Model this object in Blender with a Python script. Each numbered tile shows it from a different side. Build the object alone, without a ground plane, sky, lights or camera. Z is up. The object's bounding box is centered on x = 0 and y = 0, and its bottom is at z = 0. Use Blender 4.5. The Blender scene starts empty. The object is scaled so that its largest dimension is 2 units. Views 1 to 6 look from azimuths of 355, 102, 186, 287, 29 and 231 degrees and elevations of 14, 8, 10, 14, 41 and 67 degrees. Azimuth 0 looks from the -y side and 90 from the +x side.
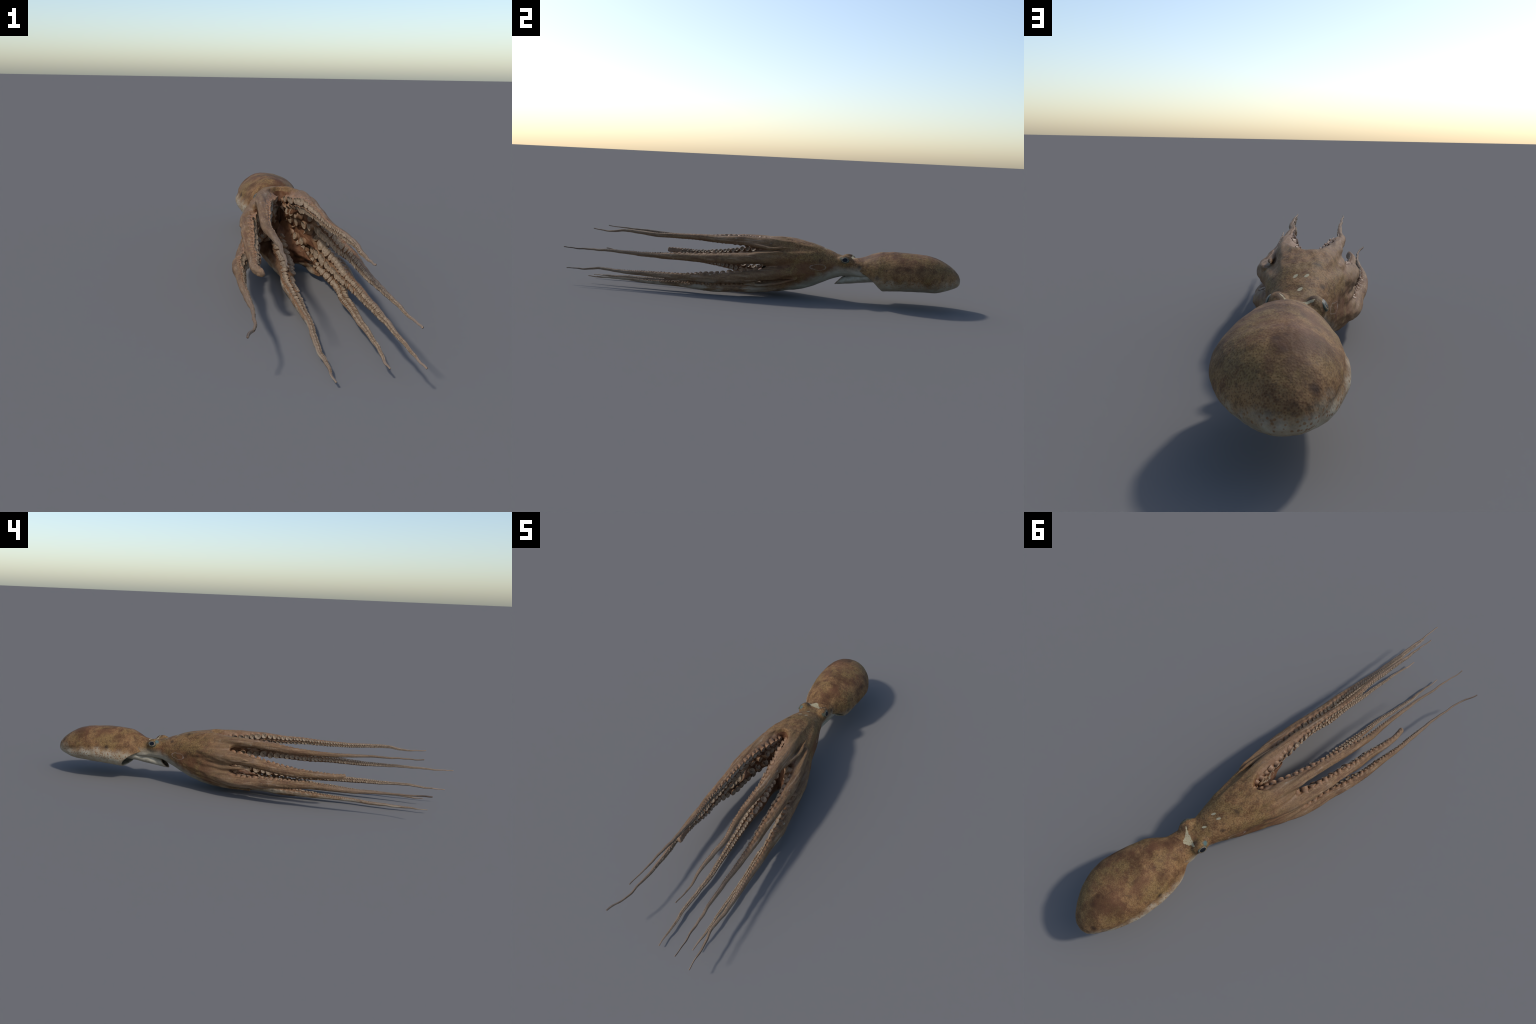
"""An octopus gliding forward: sac-like mantle at +y, eight arms trailing to -y."""
import bpy, bmesh, math, random
import numpy as np
from mathutils import Vector, Matrix, noise

random.seed(7)
rng = np.random.default_rng(7)

# ------------------------------------------------------------------ arms
# spine control points (x, y, z), skin half-width along y, and the direction
# (x, z) that the sucker side faces.
ARM = {
 'R1': dict(path=[(.020, .30, .215), (.034, .22, .236), (.048, .14, .257), (.058, .06, .266), (.064, -.02, .269),
                  (.069, -.105, .270), (.071, -.19, .268), (.072, -.274, .271), (.070, -.359, .271), (.077, -.444, .270),
                  (.089, -.529, .270), (.088, -.614, .276), (.089, -.698, .278), (.094, -.783, .268), (.094, -.868, .278)],
            hw=[(.3, 14), (.1, 26), (-.1, 23), (-.2, 18.5), (-.32, 15), (-.43, 12.5), (-.55, 10.5), (-.66, 8.5), (-.745, 5.5), (-.79, 3.6), (-.868, 2.2)],
            oral=[(.3, -.8, -.6), (.0, -.92, -.38), (-.1, -.98, -.1), (-.9, -.95, .3)]),
 'R2': dict(path=[(.030, .30, .190), (.062, .22, .197), (.089, .14, .197), (.110, .06, .193), (.125, -.02, .188),
                  (.135, -.118, .182), (.138, -.216, .178), (.140, -.313, .174), (.146, -.411, .174), (.147, -.509, .171),
                  (.147, -.607, .171), (.149, -.705, .175), (.154, -.802, .176), (.160, -.90, .175), (.164, -.999, .178)],
            hw=[(.3, 14), (.1, 28), (-.07, 28), (-.18, 25), (-.29, 21.5), (-.44, 15.5), (-.555, 12), (-.67, 8.6), (-.79, 6), (-.87, 4.4), (-.94, 3.0), (-.999, 2.0)],
            oral=[(.3, -1, 0), (.0, -.98, .1), (-.2, -.95, .25), (-.4, -.92, .38), (-1, -.85, .5)]),
 'R3': dict(path=[(.030, .30, .150), (.062, .22, .138), (.098, .14, .126), (.120, .06, .114), (.133, -.02, .100),
                  (.143, -.115, .087), (.155, -.21, .081), (.158, -.305, .075), (.165, -.40, .075), (.168, -.494, .076),
                  (.173, -.589, .077), (.177, -.684, .078), (.174, -.779, .084), (.184, -.874, .076), (.190, -.969, .075)],
            hw=[(.3, 14), (.1, 31), (-.02, 31), (-.17, 26.5), (-.24, 24), (-.354, 18), (-.468, 15), (-.583, 12), (-.70, 8), (-.82, 5.6), (-.9, 3.6), (-.969, 1.8)],
            oral=[(.3, -.9, .4), (.0, -.9, .42), (-.4, -.9, .42), (-1, -.7, .7)]),
 'R4': dict(path=[(.015, .30, .110), (.040, .22, .080), (.072, .14, .058), (.098, .06, .046), (.118, -.02, .039),
                  (.133, -.105, .036), (.145, -.191, .032), (.146, -.276, .033), (.137, -.361, .034), (.141, -.446, .034),
                  (.141, -.532, .031), (.141, -.617, .034), (.142, -.702, .036), (.141, -.787, .033), (.138, -.873, .032)],
            hw=[(.3, 12), (.1, 22), (-.07, 20), (-.18, 20), (-.29, 17), (-.4, 13.5), (-.51, 10.5), (-.63, 8), (-.75, 5.3), (-.83, 3.6), (-.873, 2.0)],
            oral=[(.3, -.3, .95), (.0, -.5, .87), (-.4, -.45, .9), (-1, -.2, .98)]),
 'L4': dict(path=[(-.008, .30, .105), (-.014, .22, .076), (-.018, .14, .056), (-.016, .06, .046), (-.010, -.02, .042),
                  (-.006, -.109, .038), (-.013, -.197, .031), (-.008, -.286, .029), (-.003, -.374, .026), (.002, -.463, .024),
                  (.007, -.551, .022), (.003, -.64, .019), (.002, -.728, .019), (.007, -.817, .017), (.009, -.905, .018)],
            hw=[(.3, 12), (.1, 24), (-.07, 23), (-.19, 20.5), (-.27, 18), (-.37, 15), (-.45, 11.5), (-.556, 9), (-.657, 8), (-.757, 6.2), (-.823, 4.2), (-.905, 2.2)],
            oral=[(.3, .1, 1), (.0, .1, 1), (-.4, .25, .96), (-1, .3, .95)]),
 'L3': dict(path=[(-.030, .30, .150), (-.062, .22, .128), (-.102, .14, .106), (-.124, .06, .092), (-.136, -.02, .086),
                  (-.145, -.111, .090), (-.163, -.202, .102), (-.171, -.293, .110), (-.171, -.384, .116), (-.171, -.475, .114),
                  (-.166, -.566, .112), (-.162, -.656, .115), (-.163, -.747, .120), (-.168, -.838, .125), (-.190, -.929, .137)],
            hw=[(.3, 14), (.1, 27), (-.07, 27), (-.17, 23.5), (-.27, 20), (-.37, 16.5), (-.48, 11.6), (-.578, 9.8), (-.673, 6.4), (-.767, 4.2), (-.85, 3.6), (-.90, 3.8), (-.929, 3.0)],
            oral=[(.3, .9, .4), (.0, .85, .5), (-.3, .9, .4), (-1, .95, .2)]),
 'L2': dict(path=[(-.030, .30, .190), (-.062, .22, .197), (-.100, .14, .197), (-.118, .06, .194), (-.125, -.02, .190),
                  (-.128, -.072, .187), (-.132, -.124, .180), (-.131, -.175, .171), (-.132, -.227, .164), (-.135, -.279, .160),
                  (-.133, -.331, .157), (-.134, -.383, .157), (-.138, -.435, .160), (-.136, -.486, .162), (-.125, -.538, .166)],
            hw=[(.3, 14), (.1, 28), (.0, 27.5), (-.12, 25), (-.22, 22.5), (-.33, 19), (-.405, 16), (-.47, 14.3), (-.538, 12.6)],
            oral=[(.3, 1, 0), (.0, .98, .1), (-.2, .92, .35), (-.6, .9, .4)]),
 'L1': dict(path=[(-.020, .30, .215), (-.036, .22, .238), (-.052, .14, .256), (-.066, .06, .262), (-.077, -.02, .263),
                  (-.083, -.105, .262), (-.089, -.191, .259), (-.095, -.276, .252), (-.098, -.362, .252), (-.092, -.447, .252),
                  (-.090, -.532, .256), (-.090, -.618, .263), (-.094, -.703, .266), (-.096, -.789, .269), (-.100, -.874, .274)],
            hw=[(.3, 14), (.1, 26), (-.0, 23), (-.1, 21), (-.24, 18), (-.34, 14.5), (-.42, 11.5), (-.554, 7.8), (-.682, 5), (-.777, 3.4), (-.874, 2.0)],
            oral=[(.3, .8, -.6), (.0, .9, -.4), (-.1, .98, -.15), (-.9, 1, 0)]),
}
ORDER = ['R1', 'R2', 'R3', 'R4', 'L4', 'L3', 'L2', 'L1']       # round the mouth, clockwise seen from the front
WEB_DIP = [1.5, 1.6, 1.5, 1, 1.1, 1.1, 1.0, .3]                        # how far the web sinks in between them
WEB_MARGIN = [.022, .060, .045, .050, .130, .030, .030, .155]  # y of the web edge between arm i and i+1


def spline(points, n=600):
    """Catmull-Rom through the control points, sampled finely; the points run towards -y."""
    p = np.array(points, float)
    q = np.vstack([2 * p[0] - p[1], p, 2 * p[-1] - p[-2]])
    t = np.linspace(0, len(p) - 1, n)
    i = np.clip(t.astype(int), 0, len(p) - 2)
    f = (t - i)[:, None]
    a, b, c, d = q[i], q[i + 1], q[i + 2], q[i + 3]
    return .5 * (2 * b + (c - a) * f + (2 * a - 5 * b + 4 * c - d) * f * f + (3 * b - a - 3 * c + d) * f ** 3)


def table(rows, y):
    """Smoothly interpolate a table [(y, v...)] listed in falling or rising y."""
    r = np.array(sorted(rows), float)
    yy = np.atleast_1d(np.asarray(y, float))
    # monotone-ish cubic: average of linear and smoothed slopes
    m = np.gradient(r[:, 1:], r[:, 0], axis=0)
    i = np.clip(np.searchsorted(r[:, 0], yy) - 1, 0, len(r) - 2)
    h = (r[i + 1, 0] - r[i, 0])[:, None]
    t = np.clip((yy - r[i, 0]) / h[:, 0], 0, 1)[:, None]
    v = ((2 * t ** 3 - 3 * t ** 2 + 1) * r[i, 1:] + (t ** 3 - 2 * t ** 2 + t) * h * m[i]
         + (-2 * t ** 3 + 3 * t ** 2) * r[i + 1, 1:] + (t ** 3 - t ** 2) * h * m[i + 1])
    return v if np.ndim(y) else v[0]


for k, a in ARM.items():
    s = spline(a['path'])
    body = np.interp(s[:, 1], [-.75, -.5], [0, 1])
    s[:, 0] += body * {'L3': -.003}.get(k, 0) + .0012 * np.interp(s[:, 1], [-.2, -.1], [1, 0])
    s[:, 2] -= body * {'R1': .003, 'L1': .002}.get(k, 0)
    # the thin ends wander a little
    w = np.clip((-.35 - s[:, 1]) / .5, 0, 1)
    ph = ORDER.index(k) * 1.7
    s[:, 0] += w * .0012 * (np.sin(s[:, 1] * 46 + ph) + .6 * np.sin(s[:, 1] * 97 + 2 * ph))
    s[:, 2] += w * .0009 * (np.sin(s[:, 1] * 53 + 2 * ph) + .6 * np.sin(s[:, 1] * 113 + ph))
    a['spine'] = s


def arm_at(k, y):
    """centre (x, z), half-width, oral direction of arm k in the plane y."""
    a = ARM[k]
    s = a['spine']
    x = np.interp(-y, -s[:, 1], s[:, 0])
    z = np.interp(-y, -s[:, 1], s[:, 2])
    h = max(.0024, np.interp(-y, [-r[0] for r in a['hw']], [r[1] for r in a['hw']]) * .00097)
    n = np.array([np.interp(-y, [-r[0] for r in a['oral']], [r[j] for r in a['oral']]) for j in (1, 2)])
    return x, z, h, n / np.linalg.norm(n)


ABORAL, ORAL = 1.12, .60       # depth of the two sides of an arm, in half-widths


def oral_depth(k, y):
    """The lowest arms stand taller where they climb to the mouth."""
    return {'L4': np.interp(y, [-.22, -.06, .05], [ORAL, 1.5, 2.1]), 'R4': np.interp(y, [-.2, .0], [ORAL, 1.1]), 'R1': np.interp(y, [-.2, -.08, .05], [ORAL, .85, 1.4]), 'L1': np.interp(y, [-.2, .0, .1], [ORAL, .9, 1.3])}.get(k, ORAL)


def arm_radius(cos_n, cos_b, h, oral=None):
    """D-shaped arm section: round back, flatter sucker side."""
    dep = np.where(cos_n > 0, ORAL if oral is None else oral, ABORAL) * h
    p = np.where(cos_n > 0, 2.8, 2.2)
    return (np.abs(cos_b / h) ** p + np.abs(cos_n / dep) ** p) ** (-1 / p)


# ------------------------------------------------------------------ body profiles
#        y     half-width  top    bottom
HEAD = [(-.14, .166, .292, .006), (-.05, .158, .293, .007), (.0, .151, .294, .009), (.05, .144, .294, .012), (.10, .136, .294, .015),
        (.15, .128, .295, .019), (.20, .117, .287, .028), (.25, .106, .277, .043), (.30, .094, .265, .064), (.34, .081, .251, .083),
        (.38, .069, .236, .102), (.42, .061, .222, .117), (.46, .060, .213, .122), (.50, .064, .211, .118), (.54, .066, .208, .112), (.60, .055, .195, .115), (.64, .02, .165, .14)]
#          y     left    right   top    bottom  x shift of the crest
MANTLE = [(.455, -.048, .048, .203, .150, .0), (.48, -.058, .057, .207, .135, .0), (.50, -.063, .062, .211, .115, -.002), (.53, -.0715, .0695, .2203, .0945, -.004),
          (.575, -.100, .096, .2408, .0695, -.005), (.61, -.112, .1165, .2508, .060, -.004), (.66, -.1225, .126, .256, .063, -.005),
          (.73, -.131, .137, .257, .070, -.011), (.80, -.130, .1395, .2526, .0745, -.020), (.85, -.1220, .1265, .248, .077, -.016),
          (.89, -.1120, .108, .2365, .079, -.008), (.93, -.098, .082, .2170, .0880, -.002), (.96, -.082, .054, .1960, .0965, -.002),
          (.978, -.069, .034, .179, .1040, -.002), (.991, -.054, .015, .163, .112, -.001), (.9985, -.034, -.004, .146, .122, 0)]
APERTURE = [(.045, .645), (.065, .632), (.085, .618), (.105, .602), (.125, .578), (.14, .555), (.155, .525), (.168, .48), (.185, .40), (.3, .2)]   # z -> y of the mantle's free edge
CAVITY = [(-.14, .84), (-.05, .73), (.0, .62), (.05, .46), (.10, .25), (.14, .0), (.30, -.2)]      # oral cavity, share of head section
# fleshy folds of the web: polyline of (x, y, z), radius
FOLDS = [
 ([(.090, .19, .250), (.099, .13, .249), (.101, .08, .243), (.097, .03, .248), (.088, -.03, .254), (.080, -.08, .260)], .007),
 ([(.112, .15, .230), (.128, .07, .220), (.140, -.02, .205)], .007),
 ([(-.096, .16, .238), (-.108, .09, .236), (-.108, .03, .240)], .006),
 ([(-.104, .22, .150), (-.122, .13, .148), (-.132, .06, .142), (-.138, .0, .146), (-.140, -.08, .156)], .008),
 ([(-.104, .18, .128), (-.126, .11, .122), (-.138, .05, .112), (-.140, -.01, .106)], .007),
 ([(-.085, .20, .070), (-.106, .12, .066), (-.120, .04, .062), (-.130, -.05, .068)], .008),
 ([(-.040, .17, .045), (-.040, .09, .036), (-.034, .02, .030), (-.028, -.06, .028)], .007),
 ([(.100, .22, .100), (.122, .12, .072), (.138, .04, .062), (.140, -.04, .060)], .007),
 ([(.060, .18, .044), (.074, .08, .034), (.092, .0, .024), (.110, -.08, .022)], .007),
]

VOX = .0026
Y0 = -.128
X = np.arange(-.205, .2051, VOX, dtype=np.float32)
Z = np.arange(-.012, .318, VOX, dtype=np.float32)
Y = np.arange(Y0, 1.012, VOX, dtype=np.float32)
GX, GZ = np.meshgrid(X, Z, indexing='ij')


def smin(a, b, k):
    h = np.clip(.5 + .5 * (b - a) / k, 0, 1)
    return b + (a - b) * h - k * h * (1 - h)


def section(x0, hw, top, bot, p=2.25):
    """Superelliptic section in the x-z plane: approximate signed distance."""
    zc, hh = (top + bot) / 2, max((top - bot) / 2, 1e-4)
    hw = max(hw, 1e-4)
    dx, dz = GX - x0, GZ - zc
    q = (np.abs(dx / hw) ** p + np.abs(dz / hh) ** p) ** (1 / p)
    rho = np.hypot(dx, dz)
    return np.where(q > 1e-6, rho * (1 - 1 / np.maximum(q, 1e-6)), -min(hw, hh)), rho, dx, dz


def mantle_section(xl, xr, top, bot, crest, slack=1.6):
    """Pear-shaped section: slack, sloping flank on the -x side, full belly below."""
    cx, zw = (xl + xr) / 2 + crest, bot + .41 * (top - bot)
    dx, dz = GX - cx, GZ - zw
    a = np.maximum(np.where(dx > 0, xr - cx, cx - xl), 1e-3)
    b = np.maximum(np.where(dz > 0, top - zw, zw - bot), 1e-3)
    p = np.where(dz > 0, np.where(dx > 0, 2.12, slack), np.where(dx > 0, 1.92, 2.15))
    q = (np.abs(dx / a) ** p + np.abs(dz / b) ** p) ** (1 / p)
    rho = np.hypot(dx, dz)
    return np.where(q > 1e-3, rho * (1 - 1 / np.maximum(q, 1e-3)), -np.minimum(a, b)), dx, dz


folds = [(spline(p, 120), r) for p, r in FOLDS]
EYES = [(.044, .447, .196), (-.046, .451, .192)]
vol = np.empty((len(X), len(Y), len(Z)), np.float32)
is_mantle = np.zeros(vol.shape, bool)
for j, y in enumerate(Y):
    y = float(y)
    d = np.full(GX.shape, .05)
    if y < .64:
        hw, top, bot = table(HEAD, y)
        hx = float(np.interp(y, [.18, .30], [-.005, 0]))
        out, rho, dx, dz = section(hx, hw, top, bot, 2.3)
        head = out
        if y < .26:
            c = table(CAVITY, y)[0]
            zc, hh = (top + bot) / 2, (top - bot) / 2
            if c > .01:
                inn, _, _, _ = section(hx, hw * c, zc + hh * c, zc - hh * c, 2.3)
                head = -smin(-head, inn, .012)
        # angular web margin
        if y < .34:
            th = np.arctan2(dx, dz) % (2 * math.pi)
            zc = (top + bot) / 2
            ang = [math.atan2(arm_at(k, y)[0], arm_at(k, y)[1] - zc) % (2 * math.pi) for k in ORDER]
            m = np.full(GX.shape, -.3)
            dip = np.zeros(GX.shape)
            for i in range(8):
                a0, a1 = ang[i], ang[(i + 1) % 8]
                span = (a1 - a0) % (2 * math.pi)
                s = ((th - a0) % (2 * math.pi)) / span
                mm = WEB_MARGIN[i] - .11 * np.abs(2 * s - 1) ** 2.2
                m = np.where(s <= 1, mm, m)
                dip = np.where(s <= 1, WEB_DIP[i] * np.clip(4 * s * (1 - s), 0, 1) ** 2.6, dip)
            # valleys between the arms deepen towards the web's edge
            vd = np.interp(y, [.0, .12, .24, .34], [.018, .012, .005, 0])
            head = np.maximum(head, out + vd * dip)
            head = -smin(-head, -(m - y) * .6, .006)
        if y < .30:
            k_ = .014 if y > .0 else .014 * max(.25, 1 + y / .11)
            for k in ORDER:
                ax, az, h, n = arm_at(k, y)
                px, pz = GX - ax, GZ - az
                rr = np.hypot(px, pz) + 1e-6
                cn, cb = (px * n[0] + pz * n[1]) / rr, (px * -n[1] + pz * n[0]) / rr
                head = smin(head, rr - arm_radius(cn, cb, h, oral_depth(k, y)), k_)
            for pts, r in folds:
                if pts[-1, 1] < y < pts[0, 1]:
                    fx = np.interp(-y, -pts[:, 1], pts[:, 0])
                    fz = np.interp(-y, -pts[:, 1], pts[:, 2])
                    u = (pts[0, 1] - y) / (pts[0, 1] - pts[-1, 1])
                    fr = r * min(1, 5 * u, 5 * (1 - u))
                    head = smin(head, np.hypot(GX - fx, GZ - fz) - fr, .015)
        for ex, ey, ez in EYES:
            if abs(y - ey) < .07:
                q = np.sqrt(((GX - ex) / .027) ** 2 + ((y - ey) / .041) ** 2 + ((GZ - ez) / .033) ** 2)
                head = smin(head, (q - 1) * .031, .010)
        for cx, cy, cz in ((-.055, .526, .148), (.055, .526, .146)):     # collar flaps beside the funnel
            if abs(y - cy) < .06:
                q = np.sqrt(((GX - cx) / .012) ** 2 + ((y - cy) / .038) ** 2 + ((GZ - cz) / .014) ** 2)
                head = smin(head, (q - 1) * .016, .006)
        d = head
    if .45 < y < 1.0:
        xl, xr, top, bot, crest = table(MANTLE, y)
        slack = np.interp(y, [.80, .93], [1.6, 2.15])
        mo, dx, dz = mantle_section(xl, xr, top, bot, crest, slack)
        # lengthwise crease on the slack flank, with a lobe bulging below it
        zg = np.interp(y, [.55, .80, .95], [.172, .162, .128])
        win = np.clip(min((y - .56) / .08, (.97 - y) / .06), 0, 1)
        crease = (dx < 0) * win * (.0055 * np.exp(-((GZ - zg) / .013) ** 2) - .004 * np.exp(-((GZ - zg + .036) / .022) ** 2))
        mo = mo + crease
        if y > .7:      # low keel underneath
            mo = mo - .006 * np.exp(-((dx - .03) / .03) ** 2) * (dz < 0) * max(0, math.sin((y - .7) / .3 * math.pi))
        t = .008
        inn = mantle_section(xl + t, xr - t, top - t, bot + t, crest, slack)[0] + crease if y < .93 else np.full(GX.shape, .05)
        ye = np.interp(Z, [r[0] for r in APERTURE], [r[1] for r in APERTURE])[None, :]
        shell = -smin(-mo, inn, .004)
        shell = -smin(-shell, (y - ye) * .7 + 0 * shell, .005)
        is_mantle[:, j, :] = shell < d
        d = smin(d, shell, .008)
    vol[:, j, :] = d


def surface_nets(v):
    """Naive surface nets: one vertex per cell that the surface crosses; open at the y=Y0 end."""
    ins = v < 0
    nx, ny, nz = v.shape
    acc = np.zeros((nx - 1, ny - 1, nz - 1, 3), np.float32)
    cnt = np.zeros((nx - 1, ny - 1, nz - 1), np.int16)
    sl = lambda o: tuple(slice(q, (s - 1 + q)) for q, s in zip(o, v.shape))
    for ax in range(3):
        o = [(i, j) for i in (0, 1) for j in (0, 1)]
        for i, j in o:
            p0 = [0, 0, 0]
            oth = [q for q in range(3) if q != ax]
            p0[oth[0]], p0[oth[1]] = i, j
            p1 = list(p0)
            p1[ax] = 1
            a, b = v[sl(p0)], v[sl(p1)]
            m = ins[sl(p0)] != ins[sl(p1)]
            t = np.where(m, a / np.where(m, a - b, 1), 0)
            for q in range(3):
                acc[..., q] += m * (t if q == ax else p0[q])
            cnt += m
    cell = cnt > 0
    idx = np.full(cell.shape, -1, np.int64)
    idx[cell] = np.arange(cell.sum())
    I = np.argwhere(cell)
    P = I + acc[cell] / cnt[cell][:, None]
    quads = []
    for ax in range(3):
        b, c = [(1, 2), (2, 0), (0, 1)][ax]
        lo = [slice(1, -1)] * 3
        lo[ax] = slice(0, v.shape[ax] - 1)
        hi = [slice(1, -1)] * 3
        hi[ax] = slice(1, v.shape[ax])
        s0, s1 = ins[tuple(lo)], ins[tuple(hi)]
        E = np.argwhere(s0 != s1)
        flip = s0[tuple(E.T)]
        E = E + [0 if q == ax else 1 for q in range(3)]
        def g(db, dc):
            F = E.copy()
            F[:, b] -= db
            F[:, c] -= dc
            return idx[tuple(F.T)]
        q = np.stack([g(1, 1), g(0, 1), g(0, 0), g(1, 0)], 1)
        q[~flip] = q[~flip][:, ::-1]
        quads.append(q)
    return P, np.vstack(quads), I


P, Q, CELL = surface_nets(vol)
vert_mantle = is_mantle[CELL[:, 0], CELL[:, 1], CELL[:, 2]]
P = P * VOX + np.array([X[0], Y[0], Z[0]])
Q = Q[(Q >= 0).all(1)]


def relax(P, Q, n, fixed):
    """Taubin smoothing of a quad mesh."""
    e = np.vstack([Q[:, [i, (i + 1) % 4]] for i in range(4)])
    e = np.unique(np.sort(e, 1), axis=0)
    deg = np.bincount(e.ravel(), minlength=len(P))[:, None].clip(1)
    for it in range(n):
        for lam in (.55, -.57):
            s = np.zeros_like(P)
            for q in range(3):
                s[:, q] = np.bincount(e[:, 0], P[e[:, 1], q], len(P)) + np.bincount(e[:, 1], P[e[:, 0], q], len(P))
            P = P + lam * np.where(fixed[:, None], 0, s / deg - P)
    return P


P = relax(P, Q, 8, P[:, 1] < Y0 + 1.2 * VOX)

# ------------------------------------------------------------------ whole-body mesh: nets + swept arms, bridged
bm = bmesh.new()
reg = bm.verts.layers.int.new('region')     # 0 head/web, 1 mantle, 10+i arm
bv = [bm.verts.new(p) for p in P]
for v, m in zip(bv, vert_mantle):
    v[reg] = 1 if (m and v.co.y > .46) else 0
for q in Q:
    bm.faces.new([bv[i] for i in q])

SEG = 36
BRIDGE = []
for ai, k in enumerate(ORDER):
    s = ARM[k]['spine']
    yend = s[-1, 1]
    ys, y = [], Y0 - VOX * .8
    while y > yend + .001:
        ys.append(y)
        h = arm_at(k, y)[2]
        y -= max(.0016, min(.0032, h * .22))
    rings = []
    scallop = 0.
    blunt = k == 'L2'
    for y in ys:
        ax, az, h, n = arm_at(k, y)
        if blunt:
            u = np.clip((y - yend) / .010, 0, 1)
            h *= math.sqrt(max(0.02, 1 - (1 - u) ** 3))
        ring = []
        scallop += .0025 / (h * 1.1) * 2 * math.pi
        for i in range(SEG):
            ph = 2 * math.pi * i / SEG
            cn, cb = math.cos(ph), math.sin(ph)
            r = float(arm_radius(np.array(cn), np.array(cb), h, oral_depth(k, y)))
            fade = min(1, (Y0 - y) / .03)
            # lengthwise creases and cross wrinkles of the skin
            co = Vector((math.cos(ph) * 2.2 + ai * 7, math.sin(ph) * 2.2, y * 9))
            edge = math.exp(-((cn - .25) / .35) ** 2)
            r *= 1 + fade * (.10 * noise.noise(co) + .06 * noise.noise(Vector((co.x * 2.2, co.y * 2.2, y * 130)))
                             + .12 * edge * math.sin(scallop + (math.pi if cb > 0 else 0)))
            dx, dz = n[0] * cn - n[1] * cb, n[1] * cn + n[0] * cb
            v = bm.verts.new((ax + r * dx, y, az + r * dz))
            v[reg] = 10 + ai
            ring.append(v)
        rings.append(ring)
    for a, b in zip(rings, rings[1:]):
        for i in range(SEG):
            bm.faces.new((a[i], a[(i + 1) % SEG], b[(i + 1) % SEG], b[i]))
    ax, az, h, n = arm_at(k, yend)
    tip = bm.verts.new((ax, yend, az))
    tip[reg] = 10 + ai
    for i in range(SEG):
        bm.faces.new((rings[-1][i], rings[-1][(i + 1) % SEG], tip))
    BRIDGE.append(rings[0])

bm.edges.ensure_lookup_table()
open_edges = [e for e in bm.edges if e.is_boundary and max(v.co.y for v in e.verts) < Y0 + 2.5 * VOX]
tube_edges = {}
body_open = []
ring_of = {v: i for i, r in enumerate(BRIDGE) for v in r}
for e in open_edges:
    a, b = e.verts
    if a in ring_of:
        tube_edges.setdefault(ring_of[a], []).append(e)
    else:
        body_open.append(e)
# connected loops of the body's open end, each given to the nearest arm
adj = {}
for e in body_open:
    for v in e.verts:
        adj.setdefault(v, []).append(e)
seen = set()
for e in body_open:
    if e in seen:
        continue
    comp, stack = [], [e]
    seen.add(e)
    while stack:
        f = stack.pop()
        comp.append(f)
        for v in f.verts:
            for g in adj[v]:
                if g not in seen:
                    seen.add(g)
                    stack.append(g)
    c = sum((f.verts[0].co for f in comp), Vector()) / len(comp)
    best = min(range(8), key=lambda i: (arm_at(ORDER[i], Y0)[0] - c.x) ** 2 + (arm_at(ORDER[i], Y0)[1] - c.z) ** 2)
    if len(comp) > 20 and best in tube_edges:
        bmesh.ops.bridge_loops(bm, edges=comp + tube_edges.pop(best))
    print('loop', len(comp), ORDER[best])
for i, ed in tube_edges.items():
    print('UNBRIDGED', ORDER[i])
bmesh.ops.recalc_face_normals(bm, faces=bm.faces[:])

# fine lumps and wrinkles over the body skin
bm.normal_update()
for v in bm.verts:
    if v[reg] < 10:
        c = v.co
        a = noise.noise(c * 26) * .0016 + noise.noise(Vector((c.x * 90, c.y * 22, c.z * 90))) * .0009
        if v[reg] == 1:
            a *= .8
        elif c.y < .33:
            a += min(1, (.33 - c.y) / .15) * .0032 * noise.noise(Vector((c.x * 62, c.y * 9, c.z * 62)))
        if c.y < Y0 + .02:
            a *= max(0, (c.y - Y0 - .004) / .016)
        v.co = c + v.normal * a
bm.normal_update()

bm.verts.index_update()
V = np.array([v.co for v in bm.verts])
VN = np.array([v.normal for v in bm.verts])
VR = np.array([v[reg] for v in bm.verts])
FACES = [[v.index for v in f.verts] for f in bm.faces]
bm.free()
FC = np.array([V[f].mean(0) for f in FACES])
FR = np.array([max(VR[f]) for f in FACES])

# region of each face: mantle / head / web / the eight arms; and which side carries suckers
region = np.where(FR == 1, 1, 0)
region = np.where(FR >= 10, FR, region)
oral = np.zeros(len(FACES), bool)
CX = {k: None for k in ORDER}
sel = np.where(FC[:, 1] < .26)[0]
D = np.full((len(sel), 8), 9.)
S = np.zeros((len(sel), 8))
for ai, k in enumerate(ORDER):
    s = ARM[k]['spine']
    y = FC[sel, 1]
    ax, az = np.interp(-y, -s[:, 1], s[:, 0]), np.interp(-y, -s[:, 1], s[:, 2])
    hw = np.interp(-y, [-r[0] for r in ARM[k]['hw']], [r[1] for r in ARM[k]['hw']]) * .00099
    on = np.stack([np.interp(-y, [-r[0] for r in ARM[k]['oral']], [r[j] for r in ARM[k]['oral']]) for j in (1, 2)], 1)
    on /= np.linalg.norm(on, axis=1)[:, None]
    dx, dz = FC[sel, 0] - ax, FC[sel, 2] - az
    D[:, ai] = np.hypot(dx, dz) / hw
    S[:, ai] = (dx * on[:, 0] + dz * on[:, 1]) / hw
near = D.argmin(1)
dn = D[np.arange(len(sel)), near]
sn = S[np.arange(len(sel)), near]
r0 = region[sel]
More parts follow.
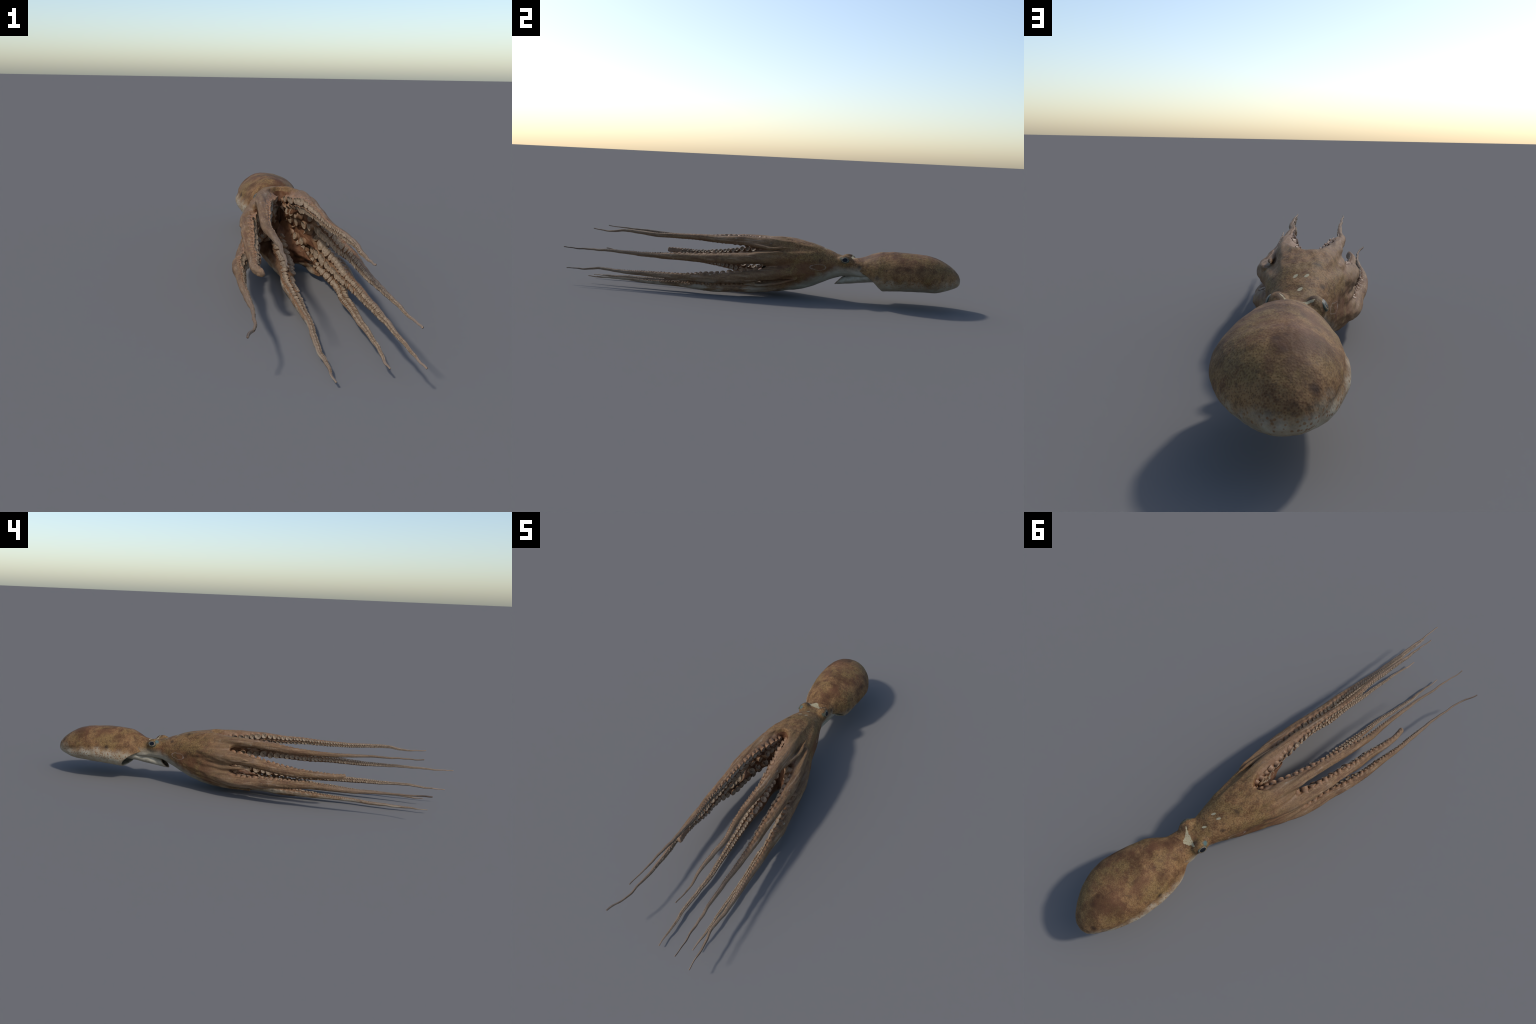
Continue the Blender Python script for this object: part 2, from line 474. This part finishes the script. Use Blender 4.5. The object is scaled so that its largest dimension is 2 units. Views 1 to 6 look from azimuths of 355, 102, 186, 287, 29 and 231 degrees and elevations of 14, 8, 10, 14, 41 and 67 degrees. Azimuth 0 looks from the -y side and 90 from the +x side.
arm_face = (r0 == 0) & (FC[sel, 1] < .12) & (dn < 1.25)
r0 = np.where(arm_face, 10 + near, r0)
r0 = np.where((r0 == 0) & (FC[sel, 1] < .20), 2, r0)
region[sel] = r0
jit = np.array([noise.noise(Vector(FC[i]) * 60) for i in sel]) * .12
oral[sel] = np.where(region[sel] >= 10, sn > .12 + jit, False)
# inside of the cavity is oral skin too
hy = table(HEAD, FC[sel, 1])
zc, hh = (hy[:, 1] + hy[:, 2]) / 2, (hy[:, 1] - hy[:, 2]) / 2
q = (np.abs(FC[sel, 0] / hy[:, 0]) ** 2.3 + np.abs((FC[sel, 2] - zc) / hh) ** 2.3) ** (1 / 2.3)
oral[sel] |= (q < .86) & (FC[sel, 1] > Y0) & (sn > -.35)
oral[sel] |= (q < .80) & (region[sel] == 2)


# ------------------------------------------------------------------ materials
class Nodes:
    def __init__(self, name):
        self.m = bpy.data.materials.new(name)
        self.m.use_nodes = True
        self.t = self.m.node_tree
        self.n, self.l = self.t.nodes, self.t.links
        self.b = self.n['Principled BSDF']
        self.co = self.n.new('ShaderNodeTexCoord').outputs['Object']
        x = self.n.new('ShaderNodeSeparateXYZ')
        self.l.new(self.co, x.inputs[0])
        self.x, self.y, self.z = x.outputs

    def put(self, s, v):
        if hasattr(v, 'is_linked') or hasattr(v, 'links'):
            self.l.new(v, s)
        else:
            s.default_value = v

    def math(self, op, a, b=0., c=None, clamp=False):
        n = self.n.new('ShaderNodeMath')
        n.operation, n.use_clamp = op, clamp
        self.put(n.inputs[0], a)
        self.put(n.inputs[1], b)
        if c is not None:
            self.put(n.inputs[2], c)
        return n.outputs[0]

    def step(self, v, lo, hi):
        n = self.n.new('ShaderNodeMapRange')
        n.interpolation_type = 'SMOOTHSTEP'
        self.put(n.inputs[0], v)
        self.put(n.inputs[1], lo)
        self.put(n.inputs[2], hi)
        return n.outputs[0]

    def scaled(self, s):
        n = self.n.new('ShaderNodeMapping')
        self.l.new(self.co, n.inputs[0])
        n.inputs['Scale'].default_value = s
        return n.outputs[0]

    def noise(self, scale, detail=3, rough=.55, vec=None, dist=0.):
        n = self.n.new('ShaderNodeTexNoise')
        self.put(n.inputs['Vector'], vec or self.co)
        n.inputs['Scale'].default_value = scale
        n.inputs['Detail'].default_value = detail
        n.inputs['Roughness'].default_value = rough
        n.inputs['Distortion'].default_value = dist
        return n.outputs[0]

    def voronoi(self, scale, feature='F1', vec=None, rand=1.):
        n = self.n.new('ShaderNodeTexVoronoi')
        n.feature = feature
        self.put(n.inputs['Vector'], vec or self.co)
        n.inputs['Scale'].default_value = scale
        n.inputs['Randomness'].default_value = rand
        return n.outputs['Distance']

    def mix(self, f, a, b, mode='MIX'):
        n = self.n.new('ShaderNodeMix')
        n.data_type, n.blend_type = 'RGBA', mode
        self.put(n.inputs[0], f)
        for s, v in ((n.inputs[6], a), (n.inputs[7], b)):
            self.put(s, v if hasattr(v, 'links') else (*v, 1))
        return n.outputs[2]

    def finish(self, col, rough=.55, height=None, dist=.002, strength=.6, spec=.15):
        self.put(self.b.inputs['Base Color'], col if hasattr(col, 'links') else (*col, 1))
        self.put(self.b.inputs['Roughness'], rough)
        self.b.inputs['Specular IOR Level'].default_value = spec
        if height is not None:
            n = self.n.new('ShaderNodeBump')
            n.inputs['Strength'].default_value = strength
            n.inputs['Distance'].default_value = dist
            self.l.new(height, n.inputs['Height'])
            self.l.new(n.outputs[0], self.b.inputs['Normal'])
        return self.m


OLIVE, TAN, RUST, DARK = (.165, .098, .036), (.225, .120, .050), (.098, .040, .017), (.030, .017, .011)
PALE = (.34, .275, .19)


N_CELL = dict(mantle=250, body=195)


def skin(name, part):
    N = Nodes(name)
    big, mid, fine = N.noise(9, 4), N.noise(26, 5, .65), N.noise(150, 3, .65)
    col = N.mix(N.step(big, .40, .60), OLIVE, TAN)
    col = N.mix(N.math('MULTIPLY', N.step(mid, .44, .66), .75), col, RUST)
    # chromatophore freckles: small dark cells in a paler net
    cell = N.voronoi(N_CELL[part], vec=N.scaled((1, .85, 1)))
    col = N.mix(N.math('MULTIPLY', N.step(cell, .45, .12), .72), col, (.072, .034, .014))
    col = N.mix(N.math('MULTIPLY', N.step(cell, .50, .75), .30), col, (.29, .185, .085))
    col = N.mix(N.math('MULTIPLY', N.step(fine, .52, .70), .30), col, (.30, .20, .10))
    col = N.mix(N.math('MULTIPLY', N.step(N.noise(75, 4, .7), .50, .64), .62), col, (.075, .040, .020))
    # scattered dark blotches
    blot = N.math('MULTIPLY', N.step(N.voronoi(20), .34, .06), N.step(N.noise(12, 3), .46, .60))
    col = N.mix(N.math('MULTIPLY', blot, .8), col, DARK)
    if part == 'mantle':
        line = N.math('ADD', .136, N.math('MULTIPLY', N.math('SUBTRACT', N.noise(16, 3), .5), .09))
        line = N.math('SUBTRACT', line, N.math('MULTIPLY', N.x, .10))
        belly = N.step(N.z, N.math('ADD', line, .028), N.math('SUBTRACT', line, .040))
        spots = N.step(N.math('ADD', N.voronoi(120, vec=N.scaled((1, .75, 1))), N.math('MULTIPLY', N.math('SUBTRACT', N.noise(160, 2), .5), .5)), .44, .20)
        keep = N.math('MULTIPLY', spots, N.step(N.z, .088, .125))
        pal = N.mix(N.step(N.noise(40, 4), .35, .7), PALE, (.39, .355, .275))
        pal = N.mix(N.math('MULTIPLY', N.step(N.voronoi(320), .35, .1), .35), pal, (.30, .20, .10))
        pal = N.mix(N.math('MULTIPLY', keep, .8), pal, (.20, .085, .035))
        col = N.mix(belly, col, pal)
        # big dark and rusty clouds
        cloud = N.step(N.noise(8.5, 5, .6), .47, .63)
        col = N.mix(N.math('MULTIPLY', N.math('MULTIPLY', cloud, N.step(N.z, .13, .19)), .72), col, (.062, .026, .012))
        # reddish flush along the back
        back = N.math('MULTIPLY', N.step(N.z, .20, .245), N.step(N.noise(13, 3), .42, .62))
        col = N.mix(N.math('MULTIPLY', back, .5), col, (.125, .055, .028))
    base = col
    if part == 'body':
        # pale throat below a line that falls towards the arms
        line = N.math('ADD', N.math('MULTIPLY', N.math('SUBTRACT', N.y, .12), .48), .022)
        line = N.math('ADD', line, N.math('MULTIPLY', N.math('SUBTRACT', N.noise(34, 4), .5), .045))
        line = N.math('MINIMUM', line, .162)
        throat = N.math('MULTIPLY', N.step(N.math('SUBTRACT', line, N.z), -.026, .026), N.step(N.y, -.03, .08))
        # warm brown side band
        side = N.math('MULTIPLY', N.step(N.z, .215, .165), N.math('MULTIPLY', N.step(N.y, .46, .38), N.step(N.y, .02, .16)))
        col = N.mix(N.math('MULTIPLY', N.math('MULTIPLY', side, N.step(N.noise(18, 4), .32, .62)), .8), col, (.120, .050, .023))
        # longitudinal streaks towards the arms, paler and pinker
        st = N.noise(1, 3, .6, vec=N.scaled((75, 7, 75)))
        pink = N.step(N.y, .22, .02)
        col = N.mix(N.math('MULTIPLY', pink, .6), col, (.195, .120, .070))
        col = N.mix(N.math('MULTIPLY', N.math('MULTIPLY', N.step(st, .5, .68), N.step(N.y, .3, .15)), .5), col, (.13, .062, .032))
        col = N.mix(throat, col, N.mix(N.noise(50), (.255, .225, .168), (.345, .315, .248)))
        # pale ring marks on the cheeks
        for cy, cz, s in ((.318, .166, 1), (.305, .162, -1)):
            e = N.math('SQRT', N.math('ADD', N.math('POWER', N.math('DIVIDE', N.math('SUBTRACT', N.y, cy), .036), 2),
                                      N.math('POWER', N.math('DIVIDE', N.math('SUBTRACT', N.z, cz), .0145), 2)))
            e = N.math('ADD', e, N.math('MULTIPLY', N.math('SUBTRACT', N.noise(45, 2), .5), .7))
            ring = N.step(N.math('ABSOLUTE', N.math('SUBTRACT', e, 1)), .09, .04)
            ring = N.math('MULTIPLY', ring, N.math('GREATER_THAN', N.math('MULTIPLY', N.x, s), .04))
            col = N.mix(N.math('MULTIPLY', ring, .42), col, (.33, .27, .22))
        # three small pale flecks between the eyes and the arms
        for cx, cy, ang in ((.010, .342, .5), (-.018, .337, .5), (-.006, .399, .6)):
            dx, dy = N.math('SUBTRACT', N.x, cx), N.math('SUBTRACT', N.y, cy)
            c, s = math.cos(ang), math.sin(ang)
            u = N.math('ADD', N.math('MULTIPLY', dx, s), N.math('MULTIPLY', dy, c))
            w = N.math('SUBTRACT', N.math('MULTIPLY', dx, c), N.math('MULTIPLY', dy, s))
            e = N.math('ADD', N.math('POWER', N.math('DIVIDE', u, .0095), 2), N.math('POWER', N.math('DIVIDE', w, .0042), 2))
            f = N.math('MULTIPLY', N.step(e, 1.15, .85), N.math('GREATER_THAN', N.z, .2))
            col = N.mix(f, col, (.33, .29, .185))
        # iridescent glint in front of each eye, dark lids behind
        for ex, ey, ez, c, r in ((-.058, .432, .215, (.045, .12, .125), .014), (.060, .425, .214, (.07, .09, .06), .012),
                                 (.036, .462, .225, (.05, .028, .016), .022), (-.038, .466, .222, (.05, .028, .016), .022)):
            e = N.math('SQRT', N.math('ADD', N.math('ADD', N.math('POWER', N.math('SUBTRACT', N.x, ex), 2), N.math('POWER', N.math('SUBTRACT', N.y, ey), 2)), N.math('POWER', N.math('SUBTRACT', N.z, ez), 2)))
            e = N.math('ADD', e, N.math('MULTIPLY', N.math('SUBTRACT', N.noise(80, 2), .5), .01))
            col = N.mix(N.math('MULTIPLY', N.step(e, r, r * .4), .75), col, c)
    if part in ('body', 'mantle'):
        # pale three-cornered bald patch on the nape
        tri = [(.035, .457), (-.004, .502), (-.046, .472)]
        f = None
        w = N.math('MULTIPLY', N.math('SUBTRACT', N.noise(55, 3), .5), .020)
        for (ax, ay), (bx, by) in zip(tri, tri[1:] + tri[:1]):
            nx, ny = -(by - ay), bx - ax
            l = math.hypot(nx, ny)
            nx, ny = nx / l, ny / l
            dd = N.math('ADD', N.math('MULTIPLY', N.math('SUBTRACT', N.x, ax), nx), N.math('MULTIPLY', N.math('SUBTRACT', N.y, ay), ny))
            f = dd if f is None else N.math('MINIMUM', f, dd)
        f = N.math('MULTIPLY', N.step(N.math('ADD', f, w), -.0008, .0008), N.math('GREATER_THAN', N.z, .19))
        pc = N.mix(N.step(N.voronoi(150), .35, .15), (.35, .30, .185), (.24, .15, .065))
        col = N.mix(f, col, pc)
    if part == 'body':
        # along the arms: streaked, pinker, fading to grey-brown and dark tips
        whole, col = col, base
        st = N.noise(1, 4, .6, vec=N.scaled((110, 8, 110)))
        col = N.mix(.50, col, (.185, .116, .072))
        col = N.mix(N.math('MULTIPLY', N.step(st, .50, .62), .65), col, (.105, .052, .029))
        col = N.mix(N.math('MULTIPLY', N.step(st, .46, .34), .40), col, (.34, .25, .18))
        wh = N.step(N.math('ADD', N.voronoi(13, vec=N.scaled((2.4, 1, 2.4))), N.math('MULTIPLY', N.noise(60), .12)), .19, .11)
        col = N.mix(N.math('MULTIPLY', wh, .5), col, (.42, .39, .31))
        grey = N.step(N.y, -.35, -.70)
        col = N.mix(N.math('MULTIPLY', grey, .55), col, (.190, .142, .102))
        tip = N.step(N.y, -.82, -.92)
        col = N.mix(N.math('MULTIPLY', tip, .75), col, (.075, .055, .045))
        # the lower arms are washed out
        low = N.math('MULTIPLY', N.step(N.z, .095, .035), N.step(N.noise(1, 3, vec=N.scaled((35, 9, 35))), .40, .58))
        col = N.mix(N.math('MULTIPLY', low, .75), col, (.30, .255, .195))
        col = N.mix(N.step(N.y, .15, -.03), whole, col)
    bump = N.math('ADD', N.math('MULTIPLY', N.noise(120, 4, .65), .7), N.math('MULTIPLY', N.voronoi(170), .5))
    if part == 'body':
        rib = N.math('MULTIPLY', N.noise(1, 3, .6, vec=N.scaled((60, 190, 60))), N.step(N.y, .1, -.1))
        bump = N.math('ADD', bump, N.math('MULTIPLY', rib, .8))
    return N.finish(col, .66, bump, .0016, .55, .16)


def oral_skin():
    N = Nodes('oral_skin')
    col = N.mix(N.step(N.noise(40, 4), .35, .65), (.175, .092, .047), (.225, .135, .078))
    col = N.mix(N.math('MULTIPLY', N.step(N.noise(120, 3), .5, .7), .4), col, (.14, .065, .035))
    col = N.mix(N.math('MULTIPLY', N.step(N.y, -.4, -.7), .7), col, (.24, .185, .14))
    return N.finish(col, .6, N.noise(130, 4, .6), .002, .6, .2)


def simple(name, a, b, scale, rough=.5, bump=.001):
    N = Nodes(name)
    col = N.mix(N.step(N.noise(scale, 4), .35, .65), a, b)
    return N.finish(col, rough, N.noise(scale * 3, 3), bump, .5, .2)


M_MANTLE, M_BODY, M_ORAL = skin('mantle_skin', 'mantle'), skin('body_skin', 'body'), oral_skin()
M_WALL = simple('sucker_wall', (.195, .102, .053), (.245, .150, .088), 1.1, .45)
M_DISC = simple('sucker_disc', (.19, .135, .088), (.32, .245, .172), 1.4, .45)
M_FUNNEL = simple('funnel_skin', (.265, .235, .178), (.355, .325, .258), 40, .5)
M_FUNNEL_RIM = simple('funnel_rim_skin', (.20, .12, .06), (.33, .25, .16), 60, .5)
M_INSIDE = simple('mantle_lining', (.20, .19, .14), (.30, .28, .22), 40, .6)
M_ORAL_DARKENED = simple('oral_skin_shade_darkened', (.085, .036, .018), (.15, .072, .036), 40, .55)  # oral skin browned down to paint in the deep shade between the arm roots
M_FLESH = simple('cut_flesh', (.42, .32, .23), (.55, .46, .36), 90, .5)

# ------------------------------------------------------------------ objects
root = bpy.data.objects.new('octopus', None)
root['label'] = 'brown mottled octopus swimming with eight trailing suckered arms'
root['category'] = 'octopus'
bpy.context.scene.collection.objects.link(root)


def add(name, mesh, parent):
    o = bpy.data.objects.new(name, mesh)
    bpy.context.scene.collection.objects.link(o)
    o.parent = parent
    return o


def piece(name, ids, mats, slot, parent):
    used = sorted({i for f in ids for i in FACES[f]})
    remap = {g: l for l, g in enumerate(used)}
    me = bpy.data.meshes.new(name)
    me.from_pydata(V[used].tolist(), [], [[remap[i] for i in FACES[f]] for f in ids])
    for m in mats:
        me.materials.append(m)
    me.polygons.foreach_set('material_index', [int(slot[f]) for f in ids])
    me.polygons.foreach_set('use_smooth', [True] * len(ids))
    me.update()
    me.normals_split_custom_set_from_vertices(VN[used].tolist())
    return add(name, me, parent)


idx = np.arange(len(FACES))
# lining: mantle faces that look inward near the aperture
mt = table(MANTLE, np.clip(FC[:, 1], .455, .999))
FNrm = np.array([VN[f].mean(0) for f in FACES])
rx, rz = FC[:, 0] - (mt[:, 0] + mt[:, 1]) / 2, FC[:, 2] - (mt[:, 2] + mt[:, 3]) / 2
inward = (rx * FNrm[:, 0] + rz * FNrm[:, 2]) < -.003
slot = np.where((region == 1) & inward, 1, 0)
slot = np.where(oral, 1, slot)
piece('mantle', idx[region == 1], [M_MANTLE, M_INSIDE], slot, root)
piece('head', idx[region == 0], [M_BODY, M_ORAL], slot, root)
piece('web', idx[region == 2], [M_BODY, M_ORAL_DARKENED], slot, root)
arm_obj = {}
for ai, k in enumerate(ORDER):
    o = piece('arm', idx[region == 10 + ai], [M_BODY, M_ORAL, M_FLESH], np.where((FC[:, 1] < -.5362) & (k == 'L2'), 2, slot), root)
    arm_obj[k] = o


def revolve(profile, seg, name, mats, split):
    """Surface of revolution round z; faces from profile index `split` on take the second material."""
    vs, fs, ms = [], [], []
    for r, z in profile:
        for i in range(seg):
            a = 2 * math.pi * i / seg
            vs.append((r * math.cos(a), r * math.sin(a), z))
    for j in range(len(profile) - 1):
        for i in range(seg):
            fs.append((j * seg + i, j * seg + (i + 1) % seg, (j + 1) * seg + (i + 1) % seg, (j + 1) * seg + i))
            ms.append(1 if j >= split else 0)
    vs.append((0, 0, profile[-1][1]))
    for i in range(seg):
        fs.append(((len(profile) - 1) * seg + i, (len(profile) - 1) * seg + (i + 1) % seg, len(vs) - 1))
        ms.append(1)
    me = bpy.data.meshes.new(name)
    me.from_pydata(vs, [], fs)
    for m in mats:
        me.materials.append(m)
    me.polygons.foreach_set('material_index', ms)
    me.polygons.foreach_set('use_smooth', [True] * len(fs))
    me.update()
    return me


CUP = [(1.15, -.60), (1.02, -.20), (.90, .12), (.87, .34), (.94, .54), (1.0, .66), (1.01, .74), (.95, .79), (.86, .77), (.72, .66), (.52, .55), (.34, .50), (.22, .49), (.16, .42), (.11, .25)]
cups = []
for c in range(4):
    prof = [(r * (1 + .05 * math.sin(c * 2.1 + i)), z * (.9 + .12 * c)) for i, (r, z) in enumerate(CUP)]
    cups.append(revolve(prof, 22, 'sucker', [M_WALL, M_DISC], 7))
small_cup = revolve(CUP[::1], 10, 'small_sucker', [M_WALL, M_DISC], 7)

todo = []
for ai, k in enumerate(ORDER):
    a = ARM[k]
    yend = a['path'][-1][1]
    for row in (-1, 1):
        y = .150 - (.012 if row > 0 else 0) - .004 * ai % .01
        stop = yend + (.075 if k == 'L2' else .05)
        while y > stop:
            x, z, h, n = arm_at(k, y)
            if y < .1 and h < .0032:
                break
            rs = h * np.interp(y, [-.5, -.3, -.1], [.44, .48, .56]) * rng.uniform(.84, 1.12)
            if y > .08:
                rs *= 1 - (y - .08) * 3
            todo.append((rs, k, row, y))
            y -= rs * 2.15 * rng.uniform(.95, 1.05)
todo.sort(key=lambda t: -t[0])
stuff = {k: ([], [], []) for k in ORDER}
sv = np.array([v.co for v in small_cup.vertices])
sf = [tuple(p.vertices) for p in small_cup.polygons]
sm = [p.material_index for p in small_cup.polygons]
for rank, (rs, k, row, y) in enumerate(todo):
    x, z, h, n = arm_at(k, y)
    x2, z2, _, _ = arm_at(k, y - .01)
    T = Vector((x2 - x, -.01, z2 - z)).normalized()
    Nn = Vector((n[0], 0, n[1]))
    B = Vector((-n[1], 0, n[0]))
    off = h * np.interp(y, [-.4, -.15], [.43, .50]) * row
    r = float(arm_radius(np.array(1.), np.array(.0), h))
    dep = oral_depth(k, y) * h * (1 - .5 ** 2.8) ** (1 / 2.8) * .92
    pos = Vector((x, y, z)) + Nn * dep + B * off
    if y > Y0 + .01:        # inside the web: sit on the real skin surface
        q = Vector((x, y, z)) + B * off
        for st in range(60):
            c = vol[int(round((q.x - X[0]) / VOX)), int(round((y - Y0) / VOX)), int(round((q.z - Z[0]) / VOX))]
            if c > 0:
                break
            q = q + Nn * .0013
        pos = q - Nn * (.25 * rs)
    ax = (Nn + B * row * rng.uniform(.15, .45) + T * (rng.uniform(.12, .48) if y > -.3 else rng.uniform(-.1, .3))).normalized()
    e1 = ax.cross(T).normalized()
    e2 = ax.cross(e1)
    R = Matrix((e1, e2, ax)).transposed()
    sx = rs * rng.uniform(.93, 1.07)
    M = Matrix.Translation(pos) @ R.to_4x4() @ Matrix.Diagonal((sx, rs * rs / sx, rs * rng.uniform(.85, 1.1) * np.interp(y, [-.5, -.2], [.75, 1]), 1))
    if rank < 300:
        o = add('sucker', cups[rank % 4], arm_obj[k])
        o.matrix_local = M
    else:
        A = np.array(M)
        vs, fs, ms = stuff[k]
        b = len(vs)
        vs.extend((sv @ A[:3, :3].T + A[:3, 3]).tolist())
        fs.extend([tuple(i + b for i in f) for f in sf])
        ms.extend(sm)
# small suckers live in metre units, so they need their own grain size
M_WALL_S = simple('small_sucker_wall', (.170, .108, .064), (.215, .145, .092), 90, .45)
M_DISC_S = simple('small_sucker_disc', (.20, .142, .092), (.275, .205, .140), 90, .45)
for k, (vs, fs, ms) in stuff.items():
    if not vs:
        continue
    me = bpy.data.meshes.new('small_suckers')
    me.from_pydata(vs, [], fs)
    me.materials.append(M_WALL_S)
    me.materials.append(M_DISC_S)
    me.polygons.foreach_set('material_index', ms)
    me.polygons.foreach_set('use_smooth', [True] * len(fs))
    me.update()
    o = add('small_suckers', me, arm_obj[k])
    o['kind'] = 'stuff'

# ------------------------------------------------------------------ funnel (siphon)
# y, z centre, half-width, half-height, forward lean of the section (dy per dz)
FUN = [(.630, .137, .068, .030, 0), (.600, .134, .070, .032, 0), (.565, .131, .065, .032, .0), (.53, .125, .056, .032, .1), (.495, .117, .046, .030, .25),
       (.465, .110, .038, .028, .45), (.440, .103, .031, .025, .65), (.422, .098, .026, .0225, .85), (.412, .096, .023, .021, .95)]
fs_ = spline([(f[1], f[0], f[2]) for f in FUN], 60)
fh = spline([(f[3], f[0], f[4]) for f in FUN], 60)
vs, fcs, ms = [], [], []
G = 40
n = len(fs_)
for pas in range(2):
    order = range(n) if pas == 0 else range(n - 1, n - 26, -1)
    for i in order:
        zc, y, hw = fs_[i]
        hh, _, lean = fh[i]
        sh = 1 if pas == 0 else .86
        for g in range(G):
            a = 2 * math.pi * g / G
            dz = math.sin(a) * hh * sh
            wob = 1 + .03 * noise.noise(Vector((math.cos(a) * 2, math.sin(a) * 2, y * 30)))
            vs.append((math.cos(a) * hw * sh * wob, y + lean * dz, zc + dz * wob))
R_ = len(vs) // G
for r in range(R_ - 1):
    for g in range(G):
        fcs.append((r * G + g, r * G + (g + 1) % G, (r + 1) * G + (g + 1) % G, (r + 1) * G + g))
        ms.append(1 if n - 5 < r < n + 3 else (2 if r >= n + 3 else 0))
me = bpy.data.meshes.new('funnel')
me.from_pydata(vs, [], fcs)
for m in (M_FUNNEL, M_FUNNEL_RIM, simple('funnel_lining', (.06, .045, .03), (.12, .09, .06), 60)):
    me.materials.append(m)
me.polygons.foreach_set('material_index', ms)
me.polygons.foreach_set('use_smooth', [True] * len(fcs))
me.update()
add('funnel', me, root)

# ------------------------------------------------------------------ eyes
def eye_iris():
    N = Nodes('eye_iris')
    r = N.math('SQRT', N.math('ADD', N.math('POWER', N.x, 2), N.math('POWER', N.y, 2)))
    col = N.mix(N.step(r, .66, .74), (.34, .30, .24), (.16, .085, .03))
    col = N.mix(N.step(r, .74, .92), col, (.055, .060, .040))
    col = N.mix(N.math('MULTIPLY', N.step(N.noise(2, 3), .5, .65), .5), col, (.045, .11, .105))
    return N.finish(col, .4, None, spec=.2)


M_IRIS = eye_iris()
M_PUPIL = simple('eye_pupil', (.004, .005, .007), (.008, .009, .012), 2, .3)
dome = [(1.0, -.35)] + [(math.cos(t), .38 * math.sin(t)) for t in np.linspace(0, math.pi / 2 * .96, 9)]
iris_me = revolve(dome, 28, 'eye', [M_IRIS, M_IRIS], 99)
pup_me = revolve([(1.0, -.3)] + [(math.cos(t), .28 * math.sin(t)) for t in np.linspace(0, math.pi / 2 * .96, 7)], 24, 'pupil', [M_PUPIL, M_PUPIL], 99)
for (px, py, pz), nrm in (((.0655, .4457, .2075), (.93, -.02, .36)), ((-.0675, .4528, .2030), (-.86, .05, .50))):
    ax = Vector(nrm).normalized()
    rel = V - np.array((px, py, pz))
    along = rel @ np.array(ax)
    hit = (np.linalg.norm(rel - along[:, None] * np.array(ax), axis=1) < .005) & (np.abs(along) < .03)
    c = Vector((px, py, pz)) + ax * (float(along[hit].max()) if hit.any() else 0)
    e1 = Vector((0, 1, 0)) - ax * ax.y
    e1.normalize()
    e2 = ax.cross(e1)
    R = Matrix((e1, e2, ax)).transposed().to_4x4()
    e = add('eye', iris_me, root)
    e.matrix_local = Matrix.Translation(c - ax * .0035) @ R @ Matrix.Diagonal((.0210, .0158, .0150, 1))
    p = add('pupil', pup_me, e)
    p.matrix_local = Matrix.Translation((0, 0, .24)) @ Matrix.Diagonal((.68, .68, .66, 1))
